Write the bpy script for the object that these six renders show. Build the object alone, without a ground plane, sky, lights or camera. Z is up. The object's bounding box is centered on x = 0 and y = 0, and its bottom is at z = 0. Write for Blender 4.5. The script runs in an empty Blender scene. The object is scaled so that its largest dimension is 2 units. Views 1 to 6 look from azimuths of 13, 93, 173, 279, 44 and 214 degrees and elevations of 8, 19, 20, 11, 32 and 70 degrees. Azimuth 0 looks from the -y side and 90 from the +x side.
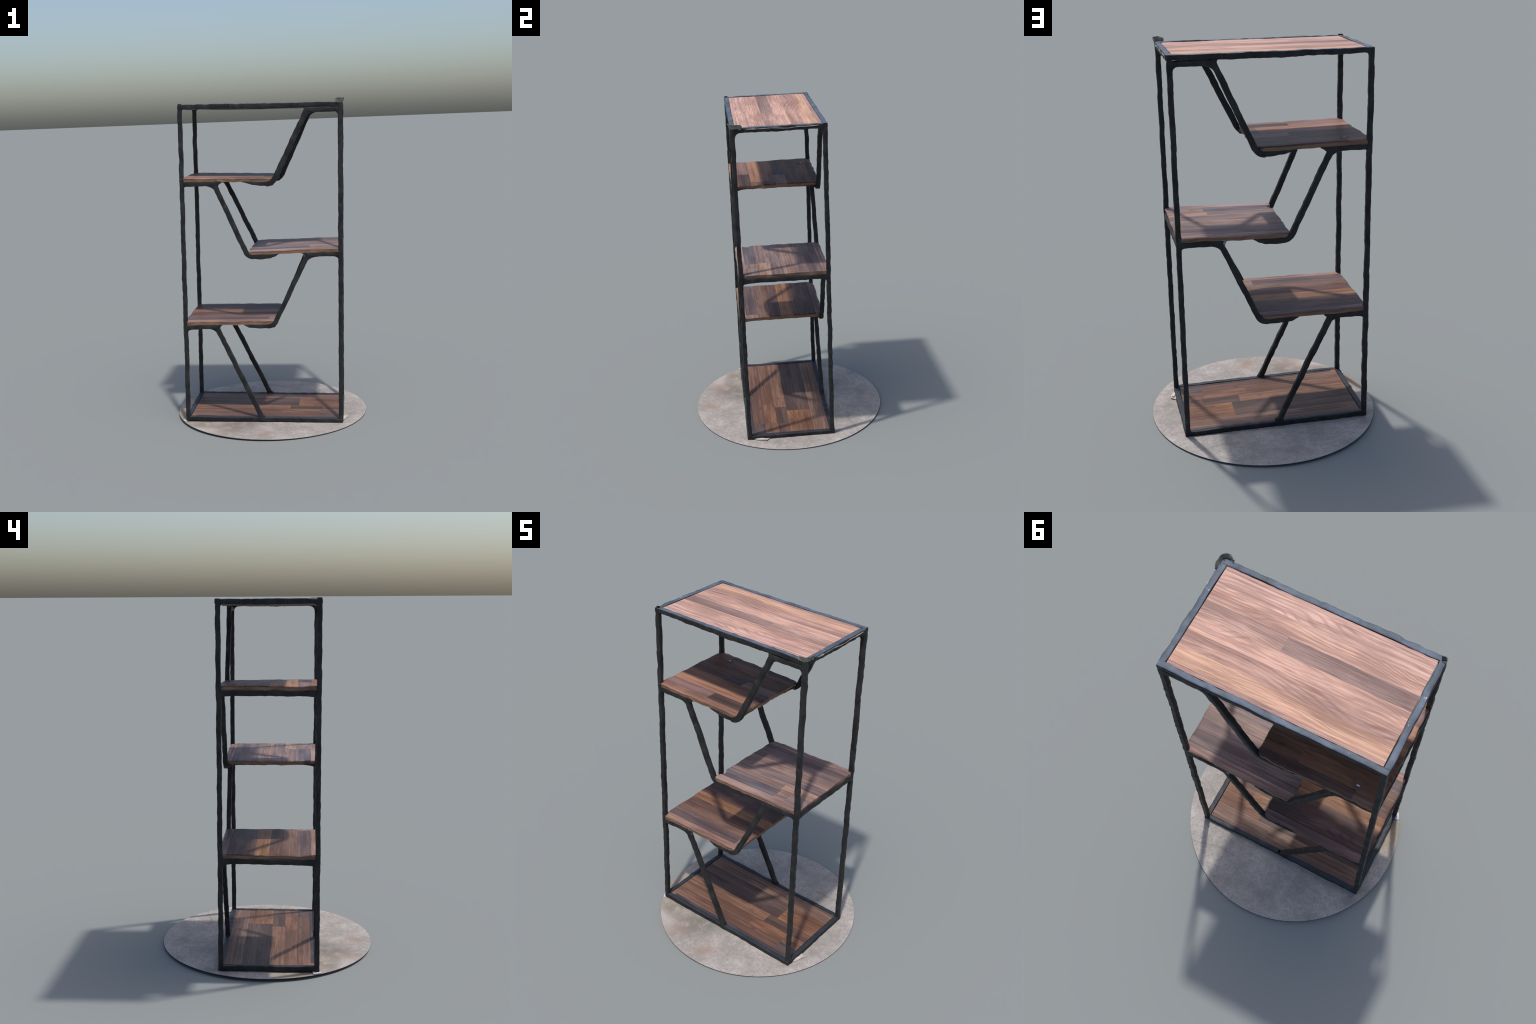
"""Open bookshelf: a black welded square-tube frame with five walnut-strip boards
joined by slanted braces, standing on a thin round slab of concrete floor."""
import bpy, bmesh, math
from mathutils import Vector, Matrix, noise

# ------------------------------------------------------------------ scene frame
YAW = math.radians(6.25)
UP = Vector((0.0405, 0.002, 1.96)).normalized()          # the shelf leans a little to +x
XA = Vector((math.cos(YAW), math.sin(YAW), 0.0))
XA = (XA - UP * XA.dot(UP)).normalized()
YA = UP.cross(XA)
ORIGIN = Vector((-0.0245, -0.030, 0.0))
FRAME = Matrix((XA, YA, UP)).transposed().to_4x4()
FRAME.translation = ORIGIN

HX, HY = 0.4815, 0.2585          # post centre lines
T = 0.0258                       # tube width
BOARD = 0.0245                   # board thickness
TOP_Z = 1.986                    # upper face of the top rails
# upper face of each shelf at its left end (front, back) and its right end (front, back);
# the boards are not quite level
LEVEL = {"upper": (-0.48, 1.545, 1.545, 0.07, 1.541, 1.536),
         "middle": (-0.08, 1.094, 1.092, 0.48, 1.115, 1.113),
         "lower": (-0.48, 0.652, 0.654, 0.07, 0.662, 0.661)}


def level(key, x, y):
    xa, fa, ba, xb, fb, bb = LEVEL[key]
    t, u = (x - xa) / (xb - xa), (y + HY) / (2 * HY)
    lo, hi = fa + (ba - fa) * u, fb + (bb - fb) * u
    return lo + (hi - lo) * t


# ------------------------------------------------------------------ helpers
def nz(x, y, z, s=0.0):
    return noise.noise(Vector((x + 17.3 * s, y - 9.1 * s, z + 5.7 * s)))


def wave(p, freq, seed):
    q = Vector(p) * freq + Vector((seed * 7.31, -seed * 3.17, seed * 11.9))
    return Vector((noise.noise(q), noise.noise(q + Vector((31.4, 0, 0))), noise.noise(q + Vector((0, 47.2, 0)))))


def smooth01(t):
    t = max(0.0, min(1.0, t))
    return t * t * (3 - 2 * t)


def lerp_table(table, x):
    if x <= table[0][0]:
        return table[0][1]
    for (a, va), (b, vb) in zip(table, table[1:]):
        if x <= b:
            return va + (vb - va) * smooth01((x - a) / (b - a))
    return table[-1][1]


def mesh_object(name, verts, faces, mat, parent, smooth=True, sharp=None, loc=(0, 0, 0)):
    me = bpy.data.meshes.new(name)
    me.from_pydata([tuple(v) for v in verts], [], faces)
    bm = bmesh.new()
    bm.from_mesh(me)
    bmesh.ops.recalc_face_normals(bm, faces=bm.faces)
    bm.to_mesh(me)
    bm.free()
    me.materials.append(mat)
    for p in me.polygons:
        p.use_smooth = smooth
    if smooth and sharp is not None:
        me.set_sharp_from_angle(angle=math.radians(sharp))
    ob = bpy.data.objects.new(name, me)
    bpy.context.scene.collection.objects.link(ob)
    ob.location = loc
    ob.parent = parent
    return ob


def section(a, b, r=0.32, per=4):
    """Rounded rectangle, half sizes a x b, corner radius r * min(a, b)."""
    c = r * min(a, b)
    pts = []
    for sx, sy, a0 in ((1, 1, 0), (-1, 1, 90), (-1, -1, 180), (1, -1, 270)):
        for k in range(per):
            t = math.radians(a0 + 90 * k / (per - 1))
            pts.append((sx * (a - c) + c * math.cos(t), sy * (b - c) + c * math.sin(t)))
    return pts


def sweep(name, stations, u, v, mat, parent, seed, wob=0.0026, wander=0.0028, freq=26.0):
    """Skin a rounded box section along stations (centre, half u, half v), with the
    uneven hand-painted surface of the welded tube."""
    u, v = Vector(u), Vector(v)
    verts, faces = [], []
    n = None
    for c, a, b in stations:
        c = Vector(c)
        w = wave(c, 9.0, seed) * wander
        ring = section(a, b)
        n = len(ring)
        for x, y in ring:
            off = u * x + v * y
            d = off.normalized() if off.length else off
            p = c + off
            k = noise.noise(p * freq + Vector((seed * 3.3, seed * 1.7, seed * 5.1)))
            k += 0.5 * noise.noise(p * freq * 2.3 + Vector((seed, seed * 2.0, 0)))
            verts.append(p + d * k * wob + w)
    m = len(stations)
    for i in range(m - 1):
        for j in range(n):
            faces.append((i * n + j, i * n + (j + 1) % n, (i + 1) * n + (j + 1) % n, (i + 1) * n + j))
    faces.append(tuple(range(n)))
    faces.append(tuple((m - 1) * n + j for j in range(n)))
    return mesh_object(name, verts, faces, mat, parent, sharp=50)


def tube(name, p0, p1, mat, parent, seed, w=T, h=T, u=None, step=0.009, **kw):
    p0, p1 = Vector(p0), Vector(p1)
    d = (p1 - p0)
    cnt = max(3, int(d.length / step))
    d.normalize()
    u = Vector(u) if u else (Vector((0, 1, 0)) if abs(d.y) < 0.9 else Vector((1, 0, 0)))
    u = (u - d * u.dot(d)).normalized()
    v = d.cross(u)
    st = [(p0.lerp(p1, i / cnt), w / 2, h / 2) for i in range(cnt + 1)]
    return sweep(name, st, u, v, mat, parent, seed, **kw)


def bar(name, axis, fixed, a0, a1, ztop, depth, mat, parent, seed, w=T, step=0.009, **kw):
    """Horizontal tube along x or y with a level upper face and an underside that
    follows the depth table (position along the bar -> depth)."""
    cnt = max(4, int((a1 - a0) / step))
    st = []
    for i in range(cnt + 1):
        a = a0 + (a1 - a0) * i / cnt
        h = max(0.002, lerp_table(depth, a))
        zt = ztop(a) if callable(ztop) else ztop
        z = zt - h / 2
        c = (a, fixed, z) if axis == 'x' else (fixed, a, z)
        st.append((c, w / 2, h / 2))
    u = (0, 1, 0) if axis == 'x' else (1, 0, 0)
    return sweep(name, st, u, (0, 0, 1), mat, parent, seed, **kw)


def fillet(name, corner, d1, d2, s1, s2, thick, mat, parent, seed):
    """Weld web filling the angle between directions d1 and d2 at corner: a plate
    whose free edge is a hollow curve."""
    c, d1, d2 = Vector(corner), Vector(d1).normalized(), Vector(d2).normalized()
    nrm = d1.cross(d2).normalized()
    k = 9
    rim = []
    for i in range(k + 1):
        t = i / k
        a = s1 * (1 - t) ** 2
        b = s2 * t ** 2
        rim.append(c + d1 * a + d2 * b)
    c = c - (d1 + d2).normalized() * 0.006
    verts, faces = [], []
    layers = (-0.5, -0.25, 0.25, 0.5)
    for li, l in enumerate(layers):
        shrink = 0.82 if li in (0, 3) else 1.0
        verts.append(c + nrm * thick * l)
        for p in rim:
            q = c + (p - c) * shrink + nrm * thick * l
            verts.append(q + wave(q, 30.0, seed) * 0.0012)
    n = k + 2
    for li in range(3):
        a, b = li * n, (li + 1) * n
        for i in range(n):
            j = (i + 1) % n
            faces.append((a + i, a + j, b + j, b + i))
    for base in (0, 3 * n):
        for i in range(1, n - 1):
            faces.append((base, base + i, base + i + 1))
    return mesh_object(name, verts, faces, mat, parent, sharp=40)


# ------------------------------------------------------------------ materials
def new_mat(name, rough=0.5, spec=0.3):
    m = bpy.data.materials.new(name)
    m.use_nodes = True
    nt = m.node_tree
    bsdf = nt.nodes["Principled BSDF"]
    bsdf.inputs["Roughness"].default_value = rough
    bsdf.inputs["Specular IOR Level"].default_value = spec
    return m, nt, bsdf


class G:
    """Tiny node-graph builder."""
    def __init__(self, nt):
        self.nt = nt

    def node(self, kind, **props):
        n = self.nt.nodes.new(kind)
        for k, val in props.items():
            setattr(n, k, val)
        return n

    def link(self, a, b):
        self.nt.links.new(a, b)

    def coords(self, scale=(1, 1, 1), loc=(0, 0, 0)):
        tc = self.node("ShaderNodeTexCoord")
        mp = self.node("ShaderNodeMapping")
        mp.inputs["Scale"].default_value = scale
        mp.inputs["Location"].default_value = loc
        self.link(tc.outputs["Object"], mp.inputs["Vector"])
        return mp.outputs["Vector"]

    def noise(self, vec, scale=1.0, detail=2.0, rough=0.5, dist=0.0):
        n = self.node("ShaderNodeTexNoise")
        self.link(vec, n.inputs["Vector"])
        n.inputs["Scale"].default_value = scale
        n.inputs["Detail"].default_value = detail
        n.inputs["Roughness"].default_value = rough
        n.inputs["Distortion"].default_value = dist
        return n.outputs["Fac"]

    def math(self, op, a, b=None, c=None):
        n = self.node("ShaderNodeMath", operation=op)
        for i, x in enumerate((a, b, c)):
            if x is None:
                continue
            if isinstance(x, (int, float)):
                n.inputs[i].default_value = x
            else:
                self.link(x, n.inputs[i])
        return n.outputs[0]

    def ramp(self, fac, stops, interp='LINEAR'):
        n = self.node("ShaderNodeValToRGB")
        cr = n.color_ramp
        cr.interpolation = interp
        while len(cr.elements) < len(stops):
            cr.elements.new(0.5)
        for e, (p, c) in zip(cr.elements, stops):
            e.position = p
            e.color = (*c, 1.0) if len(c) == 3 else c
        self.link(fac, n.inputs["Fac"])
        return n.outputs["Color"]

    def mix(self, fac, a, b, blend='MIX'):
        n = self.node("ShaderNodeMix", data_type='RGBA', blend_type=blend)
        n.clamp_factor = True
        if isinstance(fac, (int, float)):
            n.inputs[0].default_value = fac
        else:
            self.link(fac, n.inputs[0])
        for i, x in ((6, a), (7, b)):
            if isinstance(x, tuple):
                n.inputs[i].default_value = (*x, 1.0)
            else:
                self.link(x, n.inputs[i])
        return n.outputs[2]

    def bump(self, height, strength, dist, bsdf):
        n = self.node("ShaderNodeBump")
        n.inputs["Strength"].default_value = strength
        n.inputs["Distance"].default_value = dist
        self.link(height, n.inputs["Height"])
        self.link(n.outputs["Normal"], bsdf.inputs["Normal"])

    def spot(self, centre, radius, soft=0.6, stretch=(1, 1, 1)):
        """Soft round mask about an object-space point: 1 inside, 0 outside."""
        v = self.coords()
        sub = self.node("ShaderNodeVectorMath", operation='SUBTRACT')
        self.link(v, sub.inputs[0])
        sub.inputs[1].default_value = centre
        mul = self.node("ShaderNodeVectorMath", operation='MULTIPLY')
        self.link(sub.outputs[0], mul.inputs[0])
        mul.inputs[1].default_value = stretch
        ln = self.node("ShaderNodeVectorMath", operation='LENGTH')
        self.link(mul.outputs[0], ln.inputs[0])
        mr = self.node("ShaderNodeMapRange", interpolation_type='SMOOTHSTEP')
        self.link(ln.outputs["Value"], mr.inputs["Value"])
        mr.inputs["From Min"].default_value = radius * (1 - soft)
        mr.inputs["From Max"].default_value = radius
        mr.inputs["To Min"].default_value = 1.0
        mr.inputs["To Max"].default_value = 0.0
        return mr.outputs["Result"]


def make_metal(name, sky_tint=0.0, sky_tint_col=(0.115, 0.148, 0.200), tone=1.0):
    """Black painted steel: blotchy, a little brown where the paint is thin; dust on
    upward faces: blue sky reflection painted into their colour."""
    m, nt, bsdf = new_mat(name, rough=0.5, spec=0.2)
    g = G(nt)
    a = g.noise(g.coords((1, 1, 1)), 14.0, 3.0, 0.55)
    col = g.ramp(a, [(0.30, (0.022 * tone, 0.022 * tone, 0.024 * tone)),
                     (0.52, (0.040 * tone, 0.040 * tone, 0.042 * tone)),
                     (0.75, (0.068 * tone, 0.066 * tone, 0.067 * tone))])
    b = g.noise(g.coords((1, 1, 0.25)), 60.0, 3.0, 0.6)
    col = g.mix(g.math('MULTIPLY', g.math('GREATER_THAN', b, 0.66), 0.35), col, (0.075, 0.062, 0.055))
    if sky_tint > 0:
        geo = g.node("ShaderNodeNewGeometry")
        sep = g.node("ShaderNodeSeparateXYZ")
        g.link(geo.outputs["Normal"], sep.inputs[0])
        mr = g.node("ShaderNodeMapRange")
        g.link(sep.outputs["Z"], mr.inputs["Value"])
        mr.inputs["From Min"].default_value = 0.55
        mr.inputs["From Max"].default_value = 0.9
        d = g.noise(g.coords(), 22.0, 3.0, 0.6)
        patch = g.ramp(d, [(0.25, (0.55,) * 3), (0.75, (1.0,) * 3)])
        fac = g.math('MULTIPLY', g.math('MULTIPLY', mr.outputs["Result"], patch), sky_tint)
        hue = g.mix(g.noise(g.coords(), 9.0, 2.0), tuple(0.34 * c for c in sky_tint_col), tuple(1.5 * c for c in sky_tint_col))
        col = g.mix(fac, col, hue)
        sp = g.math('GREATER_THAN', g.math('MULTIPLY', g.noise(g.coords(), 120.0, 3.0, 0.7), g.noise(g.coords(), 11.0, 2.0)), 0.435)
        col = g.mix(g.math('MULTIPLY', g.math('MULTIPLY', sp, mr.outputs["Result"]), 0.8 if sky_tint > 0.9 else 0.0), col, (0.5, 0.55, 0.6))
    g.link(col, bsdf.inputs["Base Color"])
    g.bump(g.noise(g.coords(), 70.0, 3.0), 0.25, 0.003, bsdf)
    return m


def make_wood(name, col, seed, grain=1.0, figure=1.0, rough=0.5, knots=(), soft=0.0):
    """One printed walnut strip: contour-line figure from a stretched noise field,
    fine fibres along x and slow tone changes."""
    m, nt, bsdf = new_mat(name, rough=rough, spec=0.16)
    g = G(nt)
    off = (seed * 3.71 % 50, seed * 1.93 % 50, seed * 2.57 % 50)
    dark = (col[0] * 0.43, col[1] * 0.37, col[2] * 0.38)
    light = (col[0] * 1.26, col[1] * 1.27, col[2] * 1.22)
    # cathedral figure: growth rings cut lengthwise, i.e. level lines of a height field
    # that rises across the strip, is warped by slow noise and swells at knots
    field = g.noise(g.coords((1.9, 6.5, 0.0), off), 1.0, 0.8, 0.4, 0.10)
    sep = g.node("ShaderNodeSeparateXYZ")
    g.link(g.coords(), sep.inputs[0])
    phase = g.math('ADD', g.math('MULTIPLY', sep.outputs["Y"], 430.0), g.math('MULTIPLY', field, 92.0))
    ripple = g.noise(g.coords((7.0, 30.0, 0.0), off), 1.0, 2.0)
    phase = g.math('ADD', phase, g.math('MULTIPLY', ripple, 3.4))
    for kx, ky, kr in knots:
        phase = g.math('ADD', phase, g.math('MULTIPLY', g.spot((kx, ky, 0), kr, 1.0, (0.55, 1.0, 0.0)), 34.0))
    rings = g.math('MULTIPLY_ADD', g.math('SINE', phase), 0.5, 0.5)
    lines = g.ramp(rings, [(0.0, (1, 1, 1)), (0.30, (0.35,) * 3), (0.62, (0.0,) * 3), (1.0, (0.0,) * 3)])
    heart = g.ramp(g.noise(g.coords((2.2, 9.0, 0.0), (off[1], off[2], 0.0)), 1.0, 2.0), [(0.38, (0.25,) * 3), (0.60, (1,) * 3)])
    # long dark and pale streaks
    streak = g.noise(g.coords((1.6, 62.0, 0.0), off), 1.0, 4.0, 0.60, 0.25)
    c = g.ramp(streak, [(0.32, dark), (0.44, tuple(0.70 * k for k in col)), (0.53, col), (0.67, light)])
    if soft:
        c = g.mix(soft, c, col)
    c = g.mix(g.math('MULTIPLY', g.math('MULTIPLY', lines, heart), 0.62 * figure), c, dark)
    fib = g.noise(g.coords((9.0, 190.0, 0.0), off), 1.0, 3.0, 0.65)
    c = g.mix(g.math('MULTIPLY', g.ramp(fib, [(0.36, (1,) * 3), (0.56, (0,) * 3)]), 0.62 * grain), c, dark)
    slow = g.noise(g.coords((3.5, 11.0, 0.0), off), 1.0, 2.0)
    c = g.mix(g.math('MULTIPLY', g.ramp(slow, [(0.45, (0,) * 3), (0.72, (1,) * 3)]), 0.55 * (1 - 0.6 * soft)), c, light)
    c = g.mix(g.math('MULTIPLY', g.ramp(slow, [(0.33, (1,) * 3), (0.50, (0,) * 3)]), 0.65 * (1 - soft)), c, tuple(0.56 * k for k in col))
    for kx, ky, kr in knots:
        c = g.mix(g.math('MULTIPLY', g.spot((kx, ky, 0), kr * 0.34, 0.9, (0.5, 1.0, 0.0)), 0.5), c, tuple(0.55 * k for k in dark))
    g.link(c, bsdf.inputs["Base Color"])
    return m


def make_edge(name, col=(0.215, 0.125, 0.080)):
    m, nt, bsdf = new_mat(name, rough=0.6, spec=0.2)
    g = G(nt)
    n = g.noise(g.coords((12, 12, 90)), 1.0, 3.0, 0.6)
    s = g.noise(g.coords((9, 9, 9)), 1.0, 2.0)
    c = g.ramp(n, [(0.3, tuple(0.55 * k for k in col)), (0.5, col), (0.72, tuple(1.25 * k for k in col))])
    c = g.mix(g.math('MULTIPLY', s, 0.5), c, tuple(0.55 * k for k in col))
    g.link(c, bsdf.inputs["Base Color"])
    return m


def make_plain(name, c0, c1, scale=40.0, rough=0.7):
    m, nt, bsdf = new_mat(name, rough=rough, spec=0.2)
    g = G(nt)
    g.link(g.ramp(g.noise(g.coords(), scale, 3.0), [(0.3, c0), (0.7, c1)]), bsdf.inputs["Base Color"])
    return m


def make_concrete(name):
    m, nt, bsdf = new_mat(name, rough=0.85, spec=0.2)
    g = G(nt)
    base = g.ramp(g.noise(g.coords(), 4.5, 5.0, 0.6), [(0.30, (0.235, 0.220, 0.203)), (0.5, (0.350, 0.320, 0.297)), (0.70, (0.452, 0.415, 0.390))])
    grit = g.noise(g.coords(), 85.0, 4.0, 0.7)
    base = g.mix(g.ramp(grit, [(0.32, (0.9,) * 3), (0.5, (0.0,) * 3)]), base, (0.255, 0.225, 0.205))
    base = g.mix(g.math('MULTIPLY', g.ramp(grit, [(0.56, (0.0,) * 3), (0.75, (1.0,) * 3)]), 0.6), base, (0.56, 0.50, 0.47))
    blot = g.noise(g.coords(), 15.0, 4.0, 0.65)
    mott = g.noise(g.coords((1, 1, 0.0), (4.0, 2.0, 0)), 24.0, 5.0, 0.7)
    base = g.mix(g.math('MULTIPLY', g.ramp(mott, [(0.36, (1,) * 3), (0.52, (0,) * 3)]), 0.36), base, (0.25, 0.235, 0.21))
    base = g.mix(g.math('MULTIPLY', g.ramp(mott, [(0.52, (0,) * 3), (0.68, (1,) * 3)]), 0.36), base, (0.50, 0.46, 0.43))
    # yellowish stain and pink patches in front of the shelf, grey scuffs by the front rail
    for centre, rad, col, k in (((-0.48, -0.27, 0), 0.27, (0.30, 0.236, 0.158), 0.95),
                                ((-0.20, -0.45, 0), 0.18, (0.29, 0.215, 0.178), 0.70),
                                ((0.05, -0.50, 0), 0.12, (0.30, 0.222, 0.188), 0.65),
                                ((-0.14, -0.36, 0), 0.19, (0.19, 0.174, 0.155), 0.75),
                                ((-0.36, -0.37, 0), 0.16, (0.22, 0.20, 0.168), 0.6)):
        f = g.math('MULTIPLY', g.spot(centre, rad, 0.9), g.ramp(blot, [(0.33, (0,) * 3), (0.55, (1,) * 3)]))
        base = g.mix(g.math('MULTIPLY', f, min(1.0, k * 1.25)), base, col)
    pale = g.math('MULTIPLY', g.spot((-0.40, -0.50, 0), 0.13, 0.8, (0.6, 1.5, 1)), 0.6)
    base = g.mix(pale, base, (0.49, 0.435, 0.40))
    # pits
    v = g.node("ShaderNodeTexVoronoi", feature='F1')
    g.link(g.coords((1, 1, 0.0)), v.inputs["Vector"])
    v.inputs["Scale"].default_value = 26.0
    pit = g.math('MULTIPLY', g.math('LESS_THAN', v.outputs["Distance"], 0.075), g.math('GREATER_THAN', g.noise(g.coords(), 5.0, 2.0), 0.50))
    base = g.mix(g.math('MULTIPLY', pit, 0.75), base, (0.12, 0.095, 0.08))
    # a hairline crack behind the shelf
    sep = g.node("ShaderNodeSeparateXYZ")
    g.link(g.coords(), sep.inputs[0])
    wob = g.math('MULTIPLY', g.math('SUBTRACT', g.noise(g.coords(), 9.0, 3.0), 0.5), 0.05)
    line = g.math('SUBTRACT', sep.outputs["Y"], g.math('ADD', g.math('MULTIPLY_ADD', sep.outputs["X"], 0.22, 0.345), wob))
    crack = g.math('LESS_THAN', g.math('ABSOLUTE', line), 0.0022)
    crack = g.math('MULTIPLY', crack, g.math('GREATER_THAN', sep.outputs["X"], 0.16))
    base = g.mix(g.math('MULTIPLY', crack, 0.5), base, (0.17, 0.15, 0.14))
    g.link(base, bsdf.inputs["Base Color"])
    g.bump(grit, 0.35, 0.003, bsdf)
    return m


METAL = make_metal("black_steel", tone=0.54)
METAL_TOP = make_metal("black_steel_dusty", sky_tint=1.0, tone=0.5)
METAL_BASE = make_metal("black_steel_floor", sky_tint=0.6, sky_tint_col=(0.046, 0.060, 0.082), tone=0.45)  # tone lowered to bake in the ambient shade near the floor
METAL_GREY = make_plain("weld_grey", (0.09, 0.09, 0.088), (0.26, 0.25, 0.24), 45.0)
EDGE = make_edge("board_edge")
UNDER = make_plain("board_underside", (0.075, 0.062, 0.055), (0.135, 0.115, 0.10), 12.0)
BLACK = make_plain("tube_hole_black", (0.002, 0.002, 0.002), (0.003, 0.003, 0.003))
TAPE = make_plain("grey_tape", (0.085, 0.080, 0.068), (0.25, 0.25, 0.215), 28.0)
FRINGE = make_plain("peeling_tape", (0.16, 0.14, 0.12), (0.42, 0.36, 0.31), 40.0)
PAPER = make_plain("scrap_paper", (0.45, 0.37, 0.33), (0.70, 0.62, 0.57), 25.0)
WHITE = make_plain("white_shim", (0.42, 0.42, 0.44), (0.66, 0.66, 0.70), 30.0)
STICKER = make_plain("clear_sticker", (0.105, 0.066, 0.050), (0.125, 0.080, 0.062), 60.0, 0.6)
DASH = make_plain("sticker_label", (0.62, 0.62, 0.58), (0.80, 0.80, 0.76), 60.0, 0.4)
RIM = make_plain("slab_rim", (0.05, 0.05, 0.05), (0.09, 0.085, 0.08), 50.0)
CONCRETE = make_concrete("concrete")

# ------------------------------------------------------------------ the bookshelf
shelf = bpy.data.objects.new("bookshelf", None)
bpy.context.scene.collection.objects.link(shelf)
shelf.matrix_world = FRAME
shelf["label"] = "tall open bookshelf, black steel tube frame, walnut strip boards, slanted braces"
shelf["category"] = "bookshelf"

FRONT, BACK = -HY, HY
seed = 1
# posts
for sx in (-1, 1):
    for sy in (-1, 1):
        tube("post", (sx * HX, sy * HY, 0.0125 if sx > 0 else 0.008), (sx * HX, sy * HY, TOP_Z - 0.001), METAL, shelf, seed, u=(1, 0, 0))
        seed += 1

# rails of the top and the base; the long top rails sag a little on their underside
long_depth = [(-0.48, 0.026), (-0.3, 0.027), (0.0, 0.031), (0.2, 0.029), (0.48, 0.026)]
side_depth = [(-0.26, 0.026), (0.0, 0.030), (0.26, 0.026)]
for y in (FRONT, BACK):
    bar("top_rail", 'x', y, -HX - 0.0115, HX + 0.0115, TOP_Z, long_depth, METAL_TOP, shelf, seed, w=0.0275, wob=0.0034)
    seed += 1
    bar("base_rail", 'x', y, -HX - 0.0115, HX + 0.0115, 0.0385, [(0, 0.0285)], METAL_BASE, shelf, seed, w=0.0275)
    seed += 1
for x in (-HX, HX):
    bar("top_rail", 'y', x, -HY + 0.010, HY - 0.010, TOP_Z - 0.0004, side_depth, METAL_TOP, shelf, seed, w=0.029, wob=0.0034)
    seed += 1
    bar("base_rail", 'y', x, -HY + 0.010, HY - 0.010, 0.0381, [(0, 0.028)], METAL_BASE, shelf, seed, w=0.029)
    seed += 1

# second tube under the right end of the top, where the snake of braces begins
for y in (FRONT, BACK):
    bar("shelf_bar", 'x', y, 0.268, HX, TOP_Z - 0.0275, [(0.26, 0.027)], METAL, shelf, seed, w=T * 0.98)
    seed += 1

# braces: (x, z) top and foot of each slanted tube in the front and back planes
BRACES = {
    FRONT: [((0.292, TOP_Z - 0.030), (0.072, "upper")), ((-0.281, 1.502), (-0.083, "middle")),
            ((0.282, 1.068), (0.070, "lower")), ((-0.287, 0.614), (-0.010, None))],
    BACK: [((0.286, TOP_Z - 0.030), (0.079, "upper")), ((-0.288, 1.502), (-0.074, "middle")),
           ((0.276, 1.068), (0.081, "lower")), ((-0.291, 0.614), (-0.003, None))]}
UNDER_Z = BOARD - 0.001
BAR_H = 0.0265


def under(key, y):
    return lambda x: level(key, x, y) - UNDER_Z


def under_y(key, x):
    return lambda y: level(key, x, y) - UNDER_Z


def brace_line(y, k):
    (xt, zt), (xf, key) = BRACES[y][k]
    zf = under(key, y)(xf) - BAR_H / 2 if key else 0.030
    return Vector((xt, y, zt)), Vector((xf, y, zf))


def bend(name, a, corner, b, mat, parent, seed, w=T * 0.98, h=T * 0.95):
    """Knee of a bent tube: rounded-square section along a quadratic curve."""
    verts, faces, n = [], [], 0
    steps = 10
    for i in range(steps + 1):
        t = i / steps
        p = a * (1 - t) ** 2 + corner * 2 * t * (1 - t) + b * t * t
        tan = ((corner - a) * (1 - t) + (b - corner) * t).normalized()
        u = Vector((0, 1, 0))
        v = tan.cross(u).normalized()
        ring = section(w / 2, h / 2)
        n = len(ring)
        for x, y in ring:
            q = p + u * x + v * y
            verts.append(q + wave(q, 26.0, seed) * 0.0014)
    for i in range(steps):
        for j in range(n):
            faces.append((i * n + j, i * n + (j + 1) % n, (i + 1) * n + (j + 1) % n, (i + 1) * n + j))
    faces.append(tuple(range(n)))
    faces.append(tuple(steps * n + j for j in range(n)))
    return mesh_object(name, verts, faces, mat, parent, sharp=50)


KNEE = 0.036
for y in (FRONT, BACK):
    for k in range(4):
        top, foot = brace_line(y, k)
        bh = (0.032 if y < 0 else 0.030) if k == 0 else 0.0285
        if k < 3:
            d = (top - foot).normalized()
            along = Vector((-1 if k in (0, 2) else 1, 0, 0))
            key = BRACES[y][k][1][1]
            end = foot + along * KNEE
            end.z = under(key, y)(end.x) - BAR_H / 2
            start = foot + d * KNEE
            tube("brace", top, start + d * -0.002, METAL, shelf, seed, u=(0, 1, 0), w=T, h=bh)
            bend("brace_knee", start, foot, end, METAL, shelf, seed + 40, w=T, h=bh)
        else:
            tube("brace", top, foot, METAL, shelf, seed, u=(0, 1, 0), w=T, h=bh)
        seed += 1

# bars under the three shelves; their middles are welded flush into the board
for y in (FRONT, BACK):
    zu, zm, zl = under("upper", y), under("middle", y), under("lower", y)
    bar("shelf_bar", 'x', y, -HX, -0.235, zu, [(-0.48, 0.029), (-0.27, 0.027), (-0.235, 0.006)], METAL, shelf, seed)
    bar("shelf_bar", 'x', y, -0.11, 0.050, zu, [(-0.11, 0.004), (-0.04, 0.020), (0.03, 0.026), (0.05, 0.0265)], METAL, shelf, seed + 1)
    bar("shelf_bar", 'x', y, 0.262, HX, zm, [(0.255, 0.006), (0.285, 0.027), (0.48, 0.029)], METAL, shelf, seed + 2)
    bar("shelf_bar", 'x', y, -0.056, 0.110, zm, [(-0.055, 0.027), (0.0, 0.031), (0.05, 0.028), (0.08, 0.019), (0.110, 0.003)], METAL, shelf, seed + 3)
    bar("shelf_bar", 'x', y, -HX, -0.255, zl, [(-0.48, 0.029), (-0.28, 0.027), (-0.255, 0.006)], METAL, shelf, seed + 4)
    bar("shelf_bar", 'x', y, -0.115, 0.050, zl, [(-0.115, 0.004), (-0.08, 0.021), (0.0, 0.026), (0.05, 0.0265)], METAL, shelf, seed + 5)
    seed += 6
for key, x in (("upper", -HX), ("middle", HX), ("lower", -HX)):
    bar("shelf_bar", 'y', x, -HY, HY, under_y(key, x), [(-0.25, 0.034), (-0.17, 0.029), (0.17, 0.028), (0.25, 0.032)], METAL, shelf, seed)
    seed += 1

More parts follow.
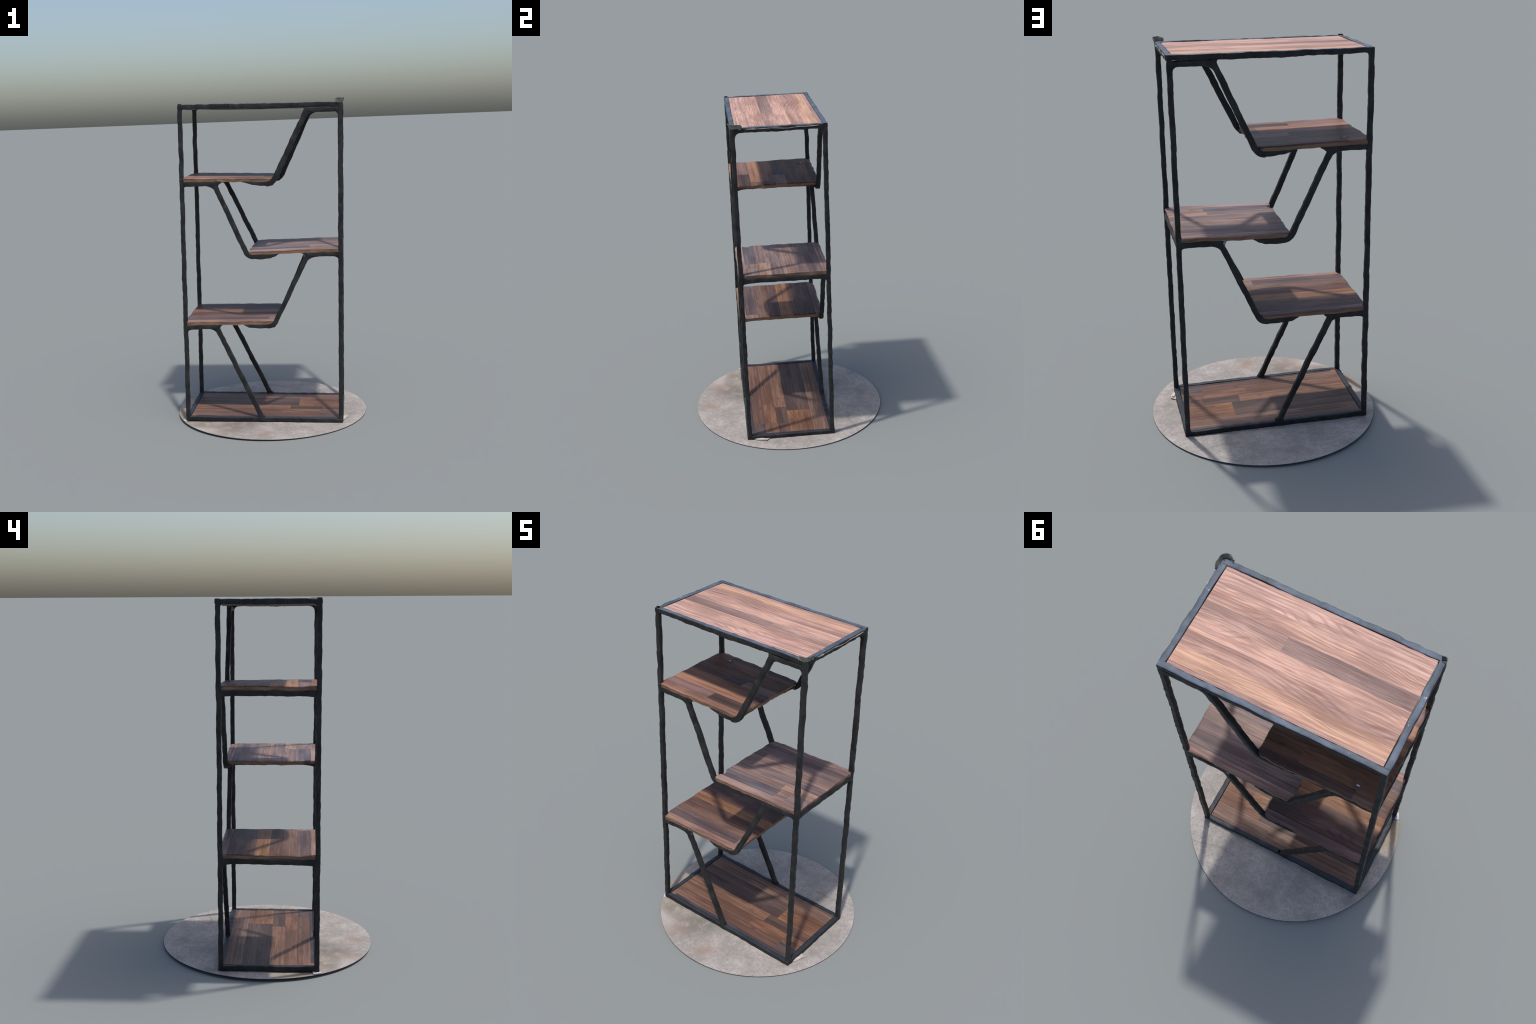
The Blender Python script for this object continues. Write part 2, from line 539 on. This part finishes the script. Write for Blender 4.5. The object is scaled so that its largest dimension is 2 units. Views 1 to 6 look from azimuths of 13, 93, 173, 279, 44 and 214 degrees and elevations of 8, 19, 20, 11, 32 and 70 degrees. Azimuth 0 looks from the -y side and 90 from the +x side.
# weld fillets
X1, Z1, Y1 = Vector((1, 0, 0)), Vector((0, 0, 1)), Vector((0, 1, 0))
h = T / 2
for y in (FRONT, BACK):
    sy = 1 if y < 0 else -1
    web = T * 0.8

    def web_at(x, z, d1, d2, s1, s2, mat=METAL):
        global seed
        fillet("weld_fillet", (x, y, z), d1, d2, s1, s2, web, mat, shelf, seed)
        seed += 1

    zu, zm, zl = under("upper", y), under("middle", y), under("lower", y)
    # post against shelf bars
    web_at(-HX + h, zu(-HX) - 0.028, X1, -Z1, 0.050, 0.012)
    web_at(HX - h, zm(HX) - 0.028, -X1, -Z1, 0.060, 0.022)
    web_at(-HX + h, zl(-HX) - 0.028, X1, -Z1, 0.050, 0.020)
    web_at(HX - h, TOP_Z - 0.054, -X1, -Z1, 0.035, 0.028)
    # corners of the top without a second tube
    web_at(-HX + h, TOP_Z - 0.026, X1, -Z1, 0.022, 0.016)
    # heads of the braces: both sides of each
    for k in range(4):
        top, foot = brace_line(y, k)
        xt, zt = top.x, top.z
        down = (foot - top).normalized()
        zo = (TOP_Z - 0.028, zu(xt), zm(xt), zl(xt))[k]
        zb = zo - 0.026
        side = 0.5 * T * 0.95 / abs(down.z)
        inner = -X1 if down.x > 0 else X1           # towards the post: bar side
        outer = -inner
        xb = xt + (zb - zt) / down.z * down.x
        web_at(xb + inner.x * side, zb, inner, down, 0.060, 0.045)
        xo = xt + (zo - zt) / down.z * down.x
        grey = METAL_GREY if (k == 2 or (k == 3 and y < 0)) else METAL
        web_at(xo + outer.x * side, zo, outer, down, 0.055 if k else 0.026, 0.060 if k else 0.040, grey)
    # foot of the lowest brace
    top, foot = brace_line(y, 3)
    up = (top - foot).normalized()
    web_at(foot.x - 0.020, 0.037, -X1, up, 0.022, 0.022)
    web_at(foot.x + 0.013, 0.037, X1, Z1, 0.016, 0.020)
    # wedge webs running in from the brace feet under the free board ends
    for x, zz in ((0.064, zu), (-0.066, zm), (0.064, zl)):
        fillet("weld_fillet", (x, y + sy * 0.010, zz(x)), Y1 * sy, -Z1, 0.130, 0.025, 0.030, METAL, shelf, seed)
        seed += 1
for key, x, s in (("upper", -HX, 0.030), ("middle", HX, 0.040), ("lower", -HX, 0.055)):
    for sy in (1, -1):
        z = under_y(key, x)(-sy * HY) - 0.029
        fillet("weld_fillet", (x, -sy * (HY - h), z), Y1 * sy, -Z1, s, s * 0.5, T * 0.8, METAL, shelf, seed)
        seed += 1
for x in (-HX, HX):
    for sy in (1, -1):
        k = 0.045 if x > 0 else 0.022
        fillet("weld_fillet", (x, -sy * (HY - h), TOP_Z - 0.027), Y1 * sy, -Z1, k, k * 0.8, T * 0.8, METAL, shelf, seed)
        seed += 1


# ------------------------------------------------------------------ the boards
def board_warp(p, lim, seed, edge):
    """Unevenness shared by everything in one board, so that strips stay joined.
    edge is the key of a loose shelf board, or None for the boards set in a frame."""
    x, y, z = p
    x0, x1, y0, y1 = lim
    if edge:
        z += level(edge, x, y)
        # the free end of a shelf has rounded, slightly drooping corners
        right = edge != "middle"
        r = 0.030 if right or y > 0 else 0.014
        dx, dy = (x1 - x if right else x - x0), min(y - y0, y1 - y)
        if dx < r and dy < r:
            a, b = (r - dx) / r, (r - dy) / r
            a2, b2 = a * math.sqrt(1 - b * b / 2), b * math.sqrt(1 - a * a / 2)
            x += (1 if right else -1) * (a2 - a) * r
            y += (1 if y > 0 else -1) * (b2 - b) * r
            z -= 0.006 * a * b
        if edge == "middle":          # ragged notch near the front of its free end
            x += 0.022 * math.exp(-((y + 0.196) / 0.022) ** 2) * smooth01(1 - (x - x0) / 0.08)
    zz = z + 0.0016 * nz(x * 6, y * 6, 0, seed)
    if edge:
        ex = smooth01(1 - min(x - x0, x1 - x) / 0.03)
        ey = smooth01(1 - min(y - y0, y1 - y) / 0.03)
        zz += (ex + ey) * 0.0028 * nz(x * 24, y * 24, 3.0, seed)
        jx, jy = nz(4.0, y * 55, z * 40, seed), nz(x * 55, 5.0, z * 40, seed + 2)
        x = x + ex * (0.0050 * nz(1.0, y * 21, z * 30, seed) + 0.0022 * jx)
        y = y + ey * (0.0046 * nz(x * 21, 2.0, z * 30, seed + 1) + 0.0022 * jy)
    return Vector((x, y, zz))


def spaced(a, b, step, lo_edge, hi_edge):
    n = max(2, int(math.ceil((b - a) / step)))
    vals = [a + (b - a) * i / n for i in range(n + 1)]
    if lo_edge:
        vals[1:1] = [a + 0.0015, a + 0.004]
    if hi_edge:
        vals[-1:-1] = [b - 0.004, b - 0.0015]
    return vals


def strip(name, x0, x1, y0, y1, lim, ztop, thick, mat, parent, seed, edge):
    xs = spaced(x0, x1, 0.008, abs(x0 - lim[0]) < 1e-6, abs(x1 - lim[1]) < 1e-6)
    ys = spaced(y0, y1, 0.008, abs(y0 - lim[2]) < 1e-6, abs(y1 - lim[3]) < 1e-6)
    cx, cy = (x0 + x1) / 2, (y0 + y1) / 2
    org = Vector((cx, cy, ztop + (level(edge, cx, cy) if edge else 0.0)))
    verts, faces = [], []

    def drop(x, y):
        d = min(x - lim[0], lim[1] - x, y - lim[2], lim[3] - y)
        return 0.0042 * (1 - min(1.0, d / 0.008)) ** 2 if edge else 0.0
    nx, ny = len(xs), len(ys)
    for layer in (0, 1):
        for x in xs:
            for y in ys:
                z = ztop - (thick if layer else drop(x, y))
                verts.append(board_warp((x, y, z), lim, seed, edge) - org)
    idx = lambda l, i, j: l * nx * ny + i * ny + j
    for i in range(nx - 1):
        for j in range(ny - 1):
            faces.append((idx(0, i, j), idx(0, i + 1, j), idx(0, i + 1, j + 1), idx(0, i, j + 1)))
            faces.append((idx(1, i, j), idx(1, i, j + 1), idx(1, i + 1, j + 1), idx(1, i + 1, j)))
    for i in range(nx - 1):
        for j in (0, ny - 1):
            faces.append((idx(0, i, j), idx(1, i, j), idx(1, i + 1, j), idx(0, i + 1, j)))
    for j in range(ny - 1):
        for i in (0, nx - 1):
            faces.append((idx(0, i, j), idx(0, i, j + 1), idx(1, i, j + 1), idx(1, i, j)))
    return mesh_object(name, verts, faces, mat, parent, sharp=60, loc=org)


def core(name, lim, z0, z1, mat, parent, seed, edge, sag=0.0):
    """Particle-board body of a board: its edges show below the veneer strips, its
    underside is uneven and may hang down in the middle."""
    x0, x1, y0, y1 = lim
    ins = 0.0012
    xs = spaced(x0 + ins, x1 - ins, 0.009, False, False)
    ys = spaced(y0 + ins, y1 - ins, 0.009, False, False)
    nx, ny = len(xs), len(ys)
    mx, my, hx, hy = (x0 + x1) / 2, (y0 + y1) / 2, (x1 - x0) / 2, (y1 - y0) / 2
    verts, faces = [], []
    zs = (1.0, 0.66, 0.33, 0.0)
    for f in zs:
        for x in xs:
            for y in ys:
                belly = (1 - ((x - mx) / hx) ** 4) * (1 - ((y - my) / hy) ** 4)
                zb = z0 - belly * (sag + 0.35 * sag * nz(x * 5, y * 5, 1.0, seed))
                verts.append(board_warp((x, y, zb + (z1 - zb) * f), lim, seed, edge))
    idx = lambda l, i, j: l * nx * ny + i * ny + j
    for l in (0, 3):
        for i in range(nx - 1):
            for j in range(ny - 1):
                faces.append((idx(l, i, j), idx(l, i + 1, j), idx(l, i + 1, j + 1), idx(l, i, j + 1)))
    for l in range(3):
        for i in range(nx - 1):
            for j in (0, ny - 1):
                faces.append((idx(l, i, j), idx(l + 1, i, j), idx(l + 1, i + 1, j), idx(l, i + 1, j)))
        for j in range(ny - 1):
            for i in (0, nx - 1):
                faces.append((idx(l, i, j), idx(l, i, j + 1), idx(l + 1, i, j + 1), idx(l + 1, i, j)))
    used = sorted({v for f in faces for v in f})
    remap = {v: k for k, v in enumerate(used)}
    return mesh_object(name, [verts[v] for v in used], [tuple(remap[v] for v in f) for f in faces], mat, parent, sharp=45)


ROWS = [-0.225, -0.150, -0.075, 0.0, 0.075, 0.150, 0.225]      # joints between strip rows

# Each board: extent, upper face, and for every row the strips from left to right as
# (right end or None, colour, figure strength).
PINK, MAUVE = (0.345, 0.205, 0.155), (0.20, 0.135, 0.118)
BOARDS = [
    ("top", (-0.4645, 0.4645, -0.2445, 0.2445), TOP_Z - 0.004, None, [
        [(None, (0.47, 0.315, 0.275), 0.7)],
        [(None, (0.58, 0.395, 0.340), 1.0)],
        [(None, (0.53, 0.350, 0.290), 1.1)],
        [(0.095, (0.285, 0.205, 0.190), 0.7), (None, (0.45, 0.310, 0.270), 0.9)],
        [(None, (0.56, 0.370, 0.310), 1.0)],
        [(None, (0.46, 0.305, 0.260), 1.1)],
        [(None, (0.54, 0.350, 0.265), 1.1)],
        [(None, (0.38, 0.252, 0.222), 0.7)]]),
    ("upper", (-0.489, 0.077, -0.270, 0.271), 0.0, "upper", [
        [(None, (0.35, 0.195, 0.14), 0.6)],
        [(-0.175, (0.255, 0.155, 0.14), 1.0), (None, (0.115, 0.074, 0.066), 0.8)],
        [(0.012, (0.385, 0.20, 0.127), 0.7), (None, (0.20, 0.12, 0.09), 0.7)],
        [(0.012, (0.22, 0.112, 0.074), 0.8), (None, (0.105, 0.070, 0.07), 0.6)],  # from this row back, browns warmed to carry the tone of the shadow
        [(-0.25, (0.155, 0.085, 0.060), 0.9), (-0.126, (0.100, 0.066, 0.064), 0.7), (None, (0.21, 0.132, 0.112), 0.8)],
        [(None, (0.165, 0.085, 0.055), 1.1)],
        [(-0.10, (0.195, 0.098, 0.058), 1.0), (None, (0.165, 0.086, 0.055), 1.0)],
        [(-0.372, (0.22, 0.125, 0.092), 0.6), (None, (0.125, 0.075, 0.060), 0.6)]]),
    ("middle", (-0.081, 0.489, -0.270, 0.270), 0.0, "middle", [  # colours greyed and cooled: sky sheen baked into this board
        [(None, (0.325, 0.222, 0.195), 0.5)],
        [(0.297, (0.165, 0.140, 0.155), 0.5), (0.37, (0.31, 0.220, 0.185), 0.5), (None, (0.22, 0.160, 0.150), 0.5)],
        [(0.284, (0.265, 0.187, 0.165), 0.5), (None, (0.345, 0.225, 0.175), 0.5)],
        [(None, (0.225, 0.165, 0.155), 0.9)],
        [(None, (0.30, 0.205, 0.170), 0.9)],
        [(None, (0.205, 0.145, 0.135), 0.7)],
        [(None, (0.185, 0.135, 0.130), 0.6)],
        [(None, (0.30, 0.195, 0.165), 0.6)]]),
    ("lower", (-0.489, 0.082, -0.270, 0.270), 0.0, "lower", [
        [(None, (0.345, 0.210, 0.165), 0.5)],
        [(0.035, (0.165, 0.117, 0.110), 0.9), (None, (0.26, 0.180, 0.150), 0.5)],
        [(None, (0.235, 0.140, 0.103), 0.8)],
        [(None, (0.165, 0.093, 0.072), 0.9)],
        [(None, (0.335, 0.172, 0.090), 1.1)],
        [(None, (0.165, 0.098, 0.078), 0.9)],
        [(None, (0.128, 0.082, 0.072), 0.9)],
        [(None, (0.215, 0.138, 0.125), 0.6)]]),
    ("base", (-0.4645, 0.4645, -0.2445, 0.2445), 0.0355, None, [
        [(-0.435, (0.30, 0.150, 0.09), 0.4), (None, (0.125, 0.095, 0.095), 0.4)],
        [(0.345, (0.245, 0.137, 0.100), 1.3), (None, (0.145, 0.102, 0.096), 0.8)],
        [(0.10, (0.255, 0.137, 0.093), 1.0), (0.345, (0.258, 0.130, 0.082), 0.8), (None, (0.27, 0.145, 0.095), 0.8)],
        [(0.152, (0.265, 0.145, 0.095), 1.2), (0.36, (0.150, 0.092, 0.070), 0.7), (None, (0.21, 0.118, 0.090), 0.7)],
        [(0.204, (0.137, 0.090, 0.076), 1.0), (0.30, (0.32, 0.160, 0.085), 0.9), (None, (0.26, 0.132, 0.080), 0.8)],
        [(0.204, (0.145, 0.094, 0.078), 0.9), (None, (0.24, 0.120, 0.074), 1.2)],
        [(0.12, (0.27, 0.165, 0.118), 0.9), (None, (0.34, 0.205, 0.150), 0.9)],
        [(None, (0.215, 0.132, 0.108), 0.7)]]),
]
VENEER = 0.006
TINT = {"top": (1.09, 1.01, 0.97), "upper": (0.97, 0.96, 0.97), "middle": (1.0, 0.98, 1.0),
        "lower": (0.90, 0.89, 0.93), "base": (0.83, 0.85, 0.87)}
plank_seed = 11
KNOTS = {"base": [(0.147, -0.170, 0.040), (0.035, -0.045, 0.036), (0.060, 0.024, 0.030)],
         "top": [],
         "lower": [(-0.345, 0.030, 0.045), (-0.10, -0.03, 0.02)],
         "upper": [(-0.40, 0.115, 0.04), (0.0, 0.18, 0.03)],
         "middle": [(0.36, 0.03, 0.035)]}
for key, lim, zt, edge, rows in BOARDS:
    bs = 3.0 + len(key) * 1.37
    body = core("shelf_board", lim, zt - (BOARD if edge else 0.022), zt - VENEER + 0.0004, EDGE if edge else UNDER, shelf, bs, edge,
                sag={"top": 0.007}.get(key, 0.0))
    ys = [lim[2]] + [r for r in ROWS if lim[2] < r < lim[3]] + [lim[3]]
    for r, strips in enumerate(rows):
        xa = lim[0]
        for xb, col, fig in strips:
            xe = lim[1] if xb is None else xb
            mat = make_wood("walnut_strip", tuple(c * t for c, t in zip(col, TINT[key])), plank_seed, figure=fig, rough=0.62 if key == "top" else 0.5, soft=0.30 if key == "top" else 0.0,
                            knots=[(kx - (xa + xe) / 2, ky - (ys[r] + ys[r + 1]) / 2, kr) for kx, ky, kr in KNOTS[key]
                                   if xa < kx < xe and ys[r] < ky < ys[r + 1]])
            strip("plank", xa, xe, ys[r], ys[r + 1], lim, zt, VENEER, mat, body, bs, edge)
            xa = xe
            plank_seed += 1


# ------------------------------------------------------------------ small details
def disc(name, centre, r, t, mat, parent, n=40):
    c = Vector(centre)
    verts = [c + Vector((r * math.cos(2 * math.pi * i / n), r * math.sin(2 * math.pi * i / n), z)) for z in (0, t) for i in range(n)]
    faces = [(i, (i + 1) % n, n + (i + 1) % n, n + i) for i in range(n)] + [tuple(range(n)), tuple(range(n, 2 * n))]
    return mesh_object(name, verts, faces, mat, parent, smooth=False)


def slab(name, outline, z0, t, mat, parent, lift=None, sd=0):
    """Small flat scrap from an outline of (x, y); lift gives extra height per corner."""
    n = len(outline)
    lift = lift or [0] * n
    verts = [Vector((x, y, z0 + l)) for (x, y), l in zip(outline, lift)] + [Vector((x, y, z0 + t + l)) for (x, y), l in zip(outline, lift)]
    faces = [(i, (i + 1) % n, n + (i + 1) % n, n + i) for i in range(n)] + [tuple(range(n)), tuple(range(n, 2 * n))]
    return mesh_object(name, verts, faces, mat, parent, smooth=False)


disc("sticker", (-0.370, 0.200, level("upper", -0.37, 0.2) + 0.0005), 0.024, 0.0006, STICKER, shelf)
slab("sticker_label", [(-0.3775, 0.2005), (-0.3635, 0.2000), (-0.3632, 0.2055), (-0.3772, 0.2060)], level("upper", -0.37, 0.2) + 0.0012, 0.0008, DASH, shelf)  # white highlight of the clear sticker, modelled as a tiny plate

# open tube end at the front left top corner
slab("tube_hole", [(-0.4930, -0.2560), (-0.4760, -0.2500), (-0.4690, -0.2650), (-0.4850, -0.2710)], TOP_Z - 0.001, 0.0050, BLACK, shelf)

# flared lip of grey tape round the front right top corner
lip_v, lip_f = [], []
cx, cy = HX - 0.003, -HY + 0.003
path = [(-0.050, -0.0165)] + [(-0.014 + 0.0165 * math.sin(t), -0.0 - 0.0165 * math.cos(t)) for t in [math.pi / 2 * i / 8 for i in range(9)]] + [(0.0165, 0.040)]
path = []
for i in range(5):
    path.append((cx - 0.028 + 0.022 * i / 4, cy - 0.017))
for i in range(1, 8):
    t = math.pi / 2 * i / 8
    path.append((cx - 0.006 + 0.023 * math.sin(t), cy + 0.006 - 0.023 * math.cos(t)))
for i in range(6):
    path.append((cx + 0.017, cy + 0.006 + 0.040 * i / 5))
m = len(path)
for i, (x, y) in enumerate(path):
    out = Vector((x - cx + 0.010, y - cy - 0.010, 0)).normalized()
    e = min(1.0, min(i, m - 1 - i) / 2.5)
    for hgt, flare in ((-0.004, 0.0), (0.010, 0.003), (0.022 * (0.6 + 0.4 * e), 0.009 * e)):
        base = Vector((x, y, TOP_Z + hgt)) + out * flare + wave((x, y, hgt), 60.0, 3) * 0.0045
        lip_v += [base, base + out * 0.0028]
for i in range(m - 1):
    for k in range(2):
        a, b = i * 6 + k * 2, (i + 1) * 6 + k * 2
        lip_f += [(a, b, b + 2, a + 2), (a + 1, a + 3, b + 3, b + 1)]
    a, b = i * 6, (i + 1) * 6
    lip_f += [(a, a + 1, b + 1, b), (a + 4, b + 4, b + 5, a + 5)]
for a in (0, (m - 1) * 6):
    lip_f += [(a, a + 2, a + 3, a + 1), (a + 2, a + 4, a + 5, a + 3)]
mesh_object("tape_lip", lip_v, lip_f, TAPE, shelf, sharp=60)

# peeling strip of tape along the outside of the right top rail
fr_st = []
for i in range(61):
    y = -0.225 + 0.445 * i / 60
    bulge = max(0.0, nz(y * 14, 0, 0, 4)) * 0.016 - 0.0035
    z = TOP_Z - 0.010 + 0.006 * nz(y * 11, 3, 0, 5)
    fr_st.append(((HX + 0.0135 + bulge * 0.5, y, z), 0.0035 + max(0.0, bulge) * 0.5, 0.0022 + 0.3 * max(0.0, bulge)))
sweep("tape_fringe", fr_st, (1, 0, 0), (0, 0, 1), FRINGE, shelf, 77, wob=0.0008)

# ------------------------------------------------------------------ concrete slab
floor = bpy.data.objects.new("floor_slab", None)
bpy.context.scene.collection.objects.link(floor)
TILT_X, TILT_Y = -0.0108, 0.0022
floor["label"] = "thin round slab of mottled grey concrete floor with stains"
floor["category"] = "concrete slab"
R_SLAB, T_SLAB, Z_SLAB = 0.612, 0.0024, 0.0092
SEG = 180
radii = [0.0] + [R_SLAB * k / 22 for k in range(1, 23)]


def slab_z(x, y):
    return Z_SLAB + TILT_X * x + TILT_Y * y


verts = [Vector((0, 0, slab_z(0, 0)))]
faces = []
for r in radii[1:]:
    for i in range(SEG):
        t = 2 * math.pi * i / SEG
        x, y = r * math.cos(t), r * math.sin(t)
        verts.append(Vector((x, y, slab_z(x, y) + 0.0005 * nz(x * 9, y * 9, 0, 2))))
for i in range(SEG):
    faces.append((0, 1 + i, 1 + (i + 1) % SEG))
for k in range(len(radii) - 2):
    a, b = 1 + k * SEG, 1 + (k + 1) * SEG
    for i in range(SEG):
        j = (i + 1) % SEG
        faces.append((a + i, b + i, b + j, a + j))
mesh_top = mesh_object("slab_surface", verts, faces, CONCRETE, floor)
rim_v, rim_f = [], []
for z, rr in ((-0.0003, R_SLAB), (-T_SLAB, R_SLAB + 0.0004)):
    for i in range(SEG):
        t = 2 * math.pi * i / SEG
        x, y = rr * math.cos(t), rr * math.sin(t)
        rim_v.append(Vector((x, y, slab_z(x, y) + 0.0005 * nz(x * 9, y * 9, 0, 2) * (1 if z > -0.001 else 0) + z)))
for i in range(SEG):
    j = (i + 1) % SEG
    rim_f.append((i, j, SEG + j, SEG + i))
rim_f.append(tuple(SEG + i for i in range(SEG)))
mesh_object("slab_rim", rim_v, rim_f, RIM, floor, smooth=False)


def floor_pt(lx, ly):
    p = FRAME @ Vector((lx, ly, 0.0))
    return p.x, p.y


# scrap of card under the front right foot, white shim under the front left foot
def scrap(name, pts, t, mat, lifts, up=0.001):
    out = [floor_pt(*p) for p in pts]
    z = slab_z(*out[0])
    return slab(name, out, z + up, t, mat, floor, lifts)


scrap("card_scrap", [(0.484, -0.247), (0.507, -0.215), (0.526, -0.158), (0.497, -0.138), (0.484, -0.160)], 0.003, PAPER, [0.000, 0.004, 0.006, 0.001, 0.001], up=0.001)
scrap("card_scrap", [(0.488, -0.236), (0.504, -0.206), (0.519, -0.164), (0.506, -0.160), (0.488, -0.212)], 0.0025, PAPER, [0.004, 0.008, 0.010, 0.009, 0.004], up=0.001)
scrap("white_shim", [(-0.519, -0.246), (-0.500, -0.282), (-0.485, -0.276), (-0.490, -0.235), (-0.510, -0.236)], 0.003, WHITE, [0.001, 0.001, 0.002, 0.005, 0.002], up=0.001)
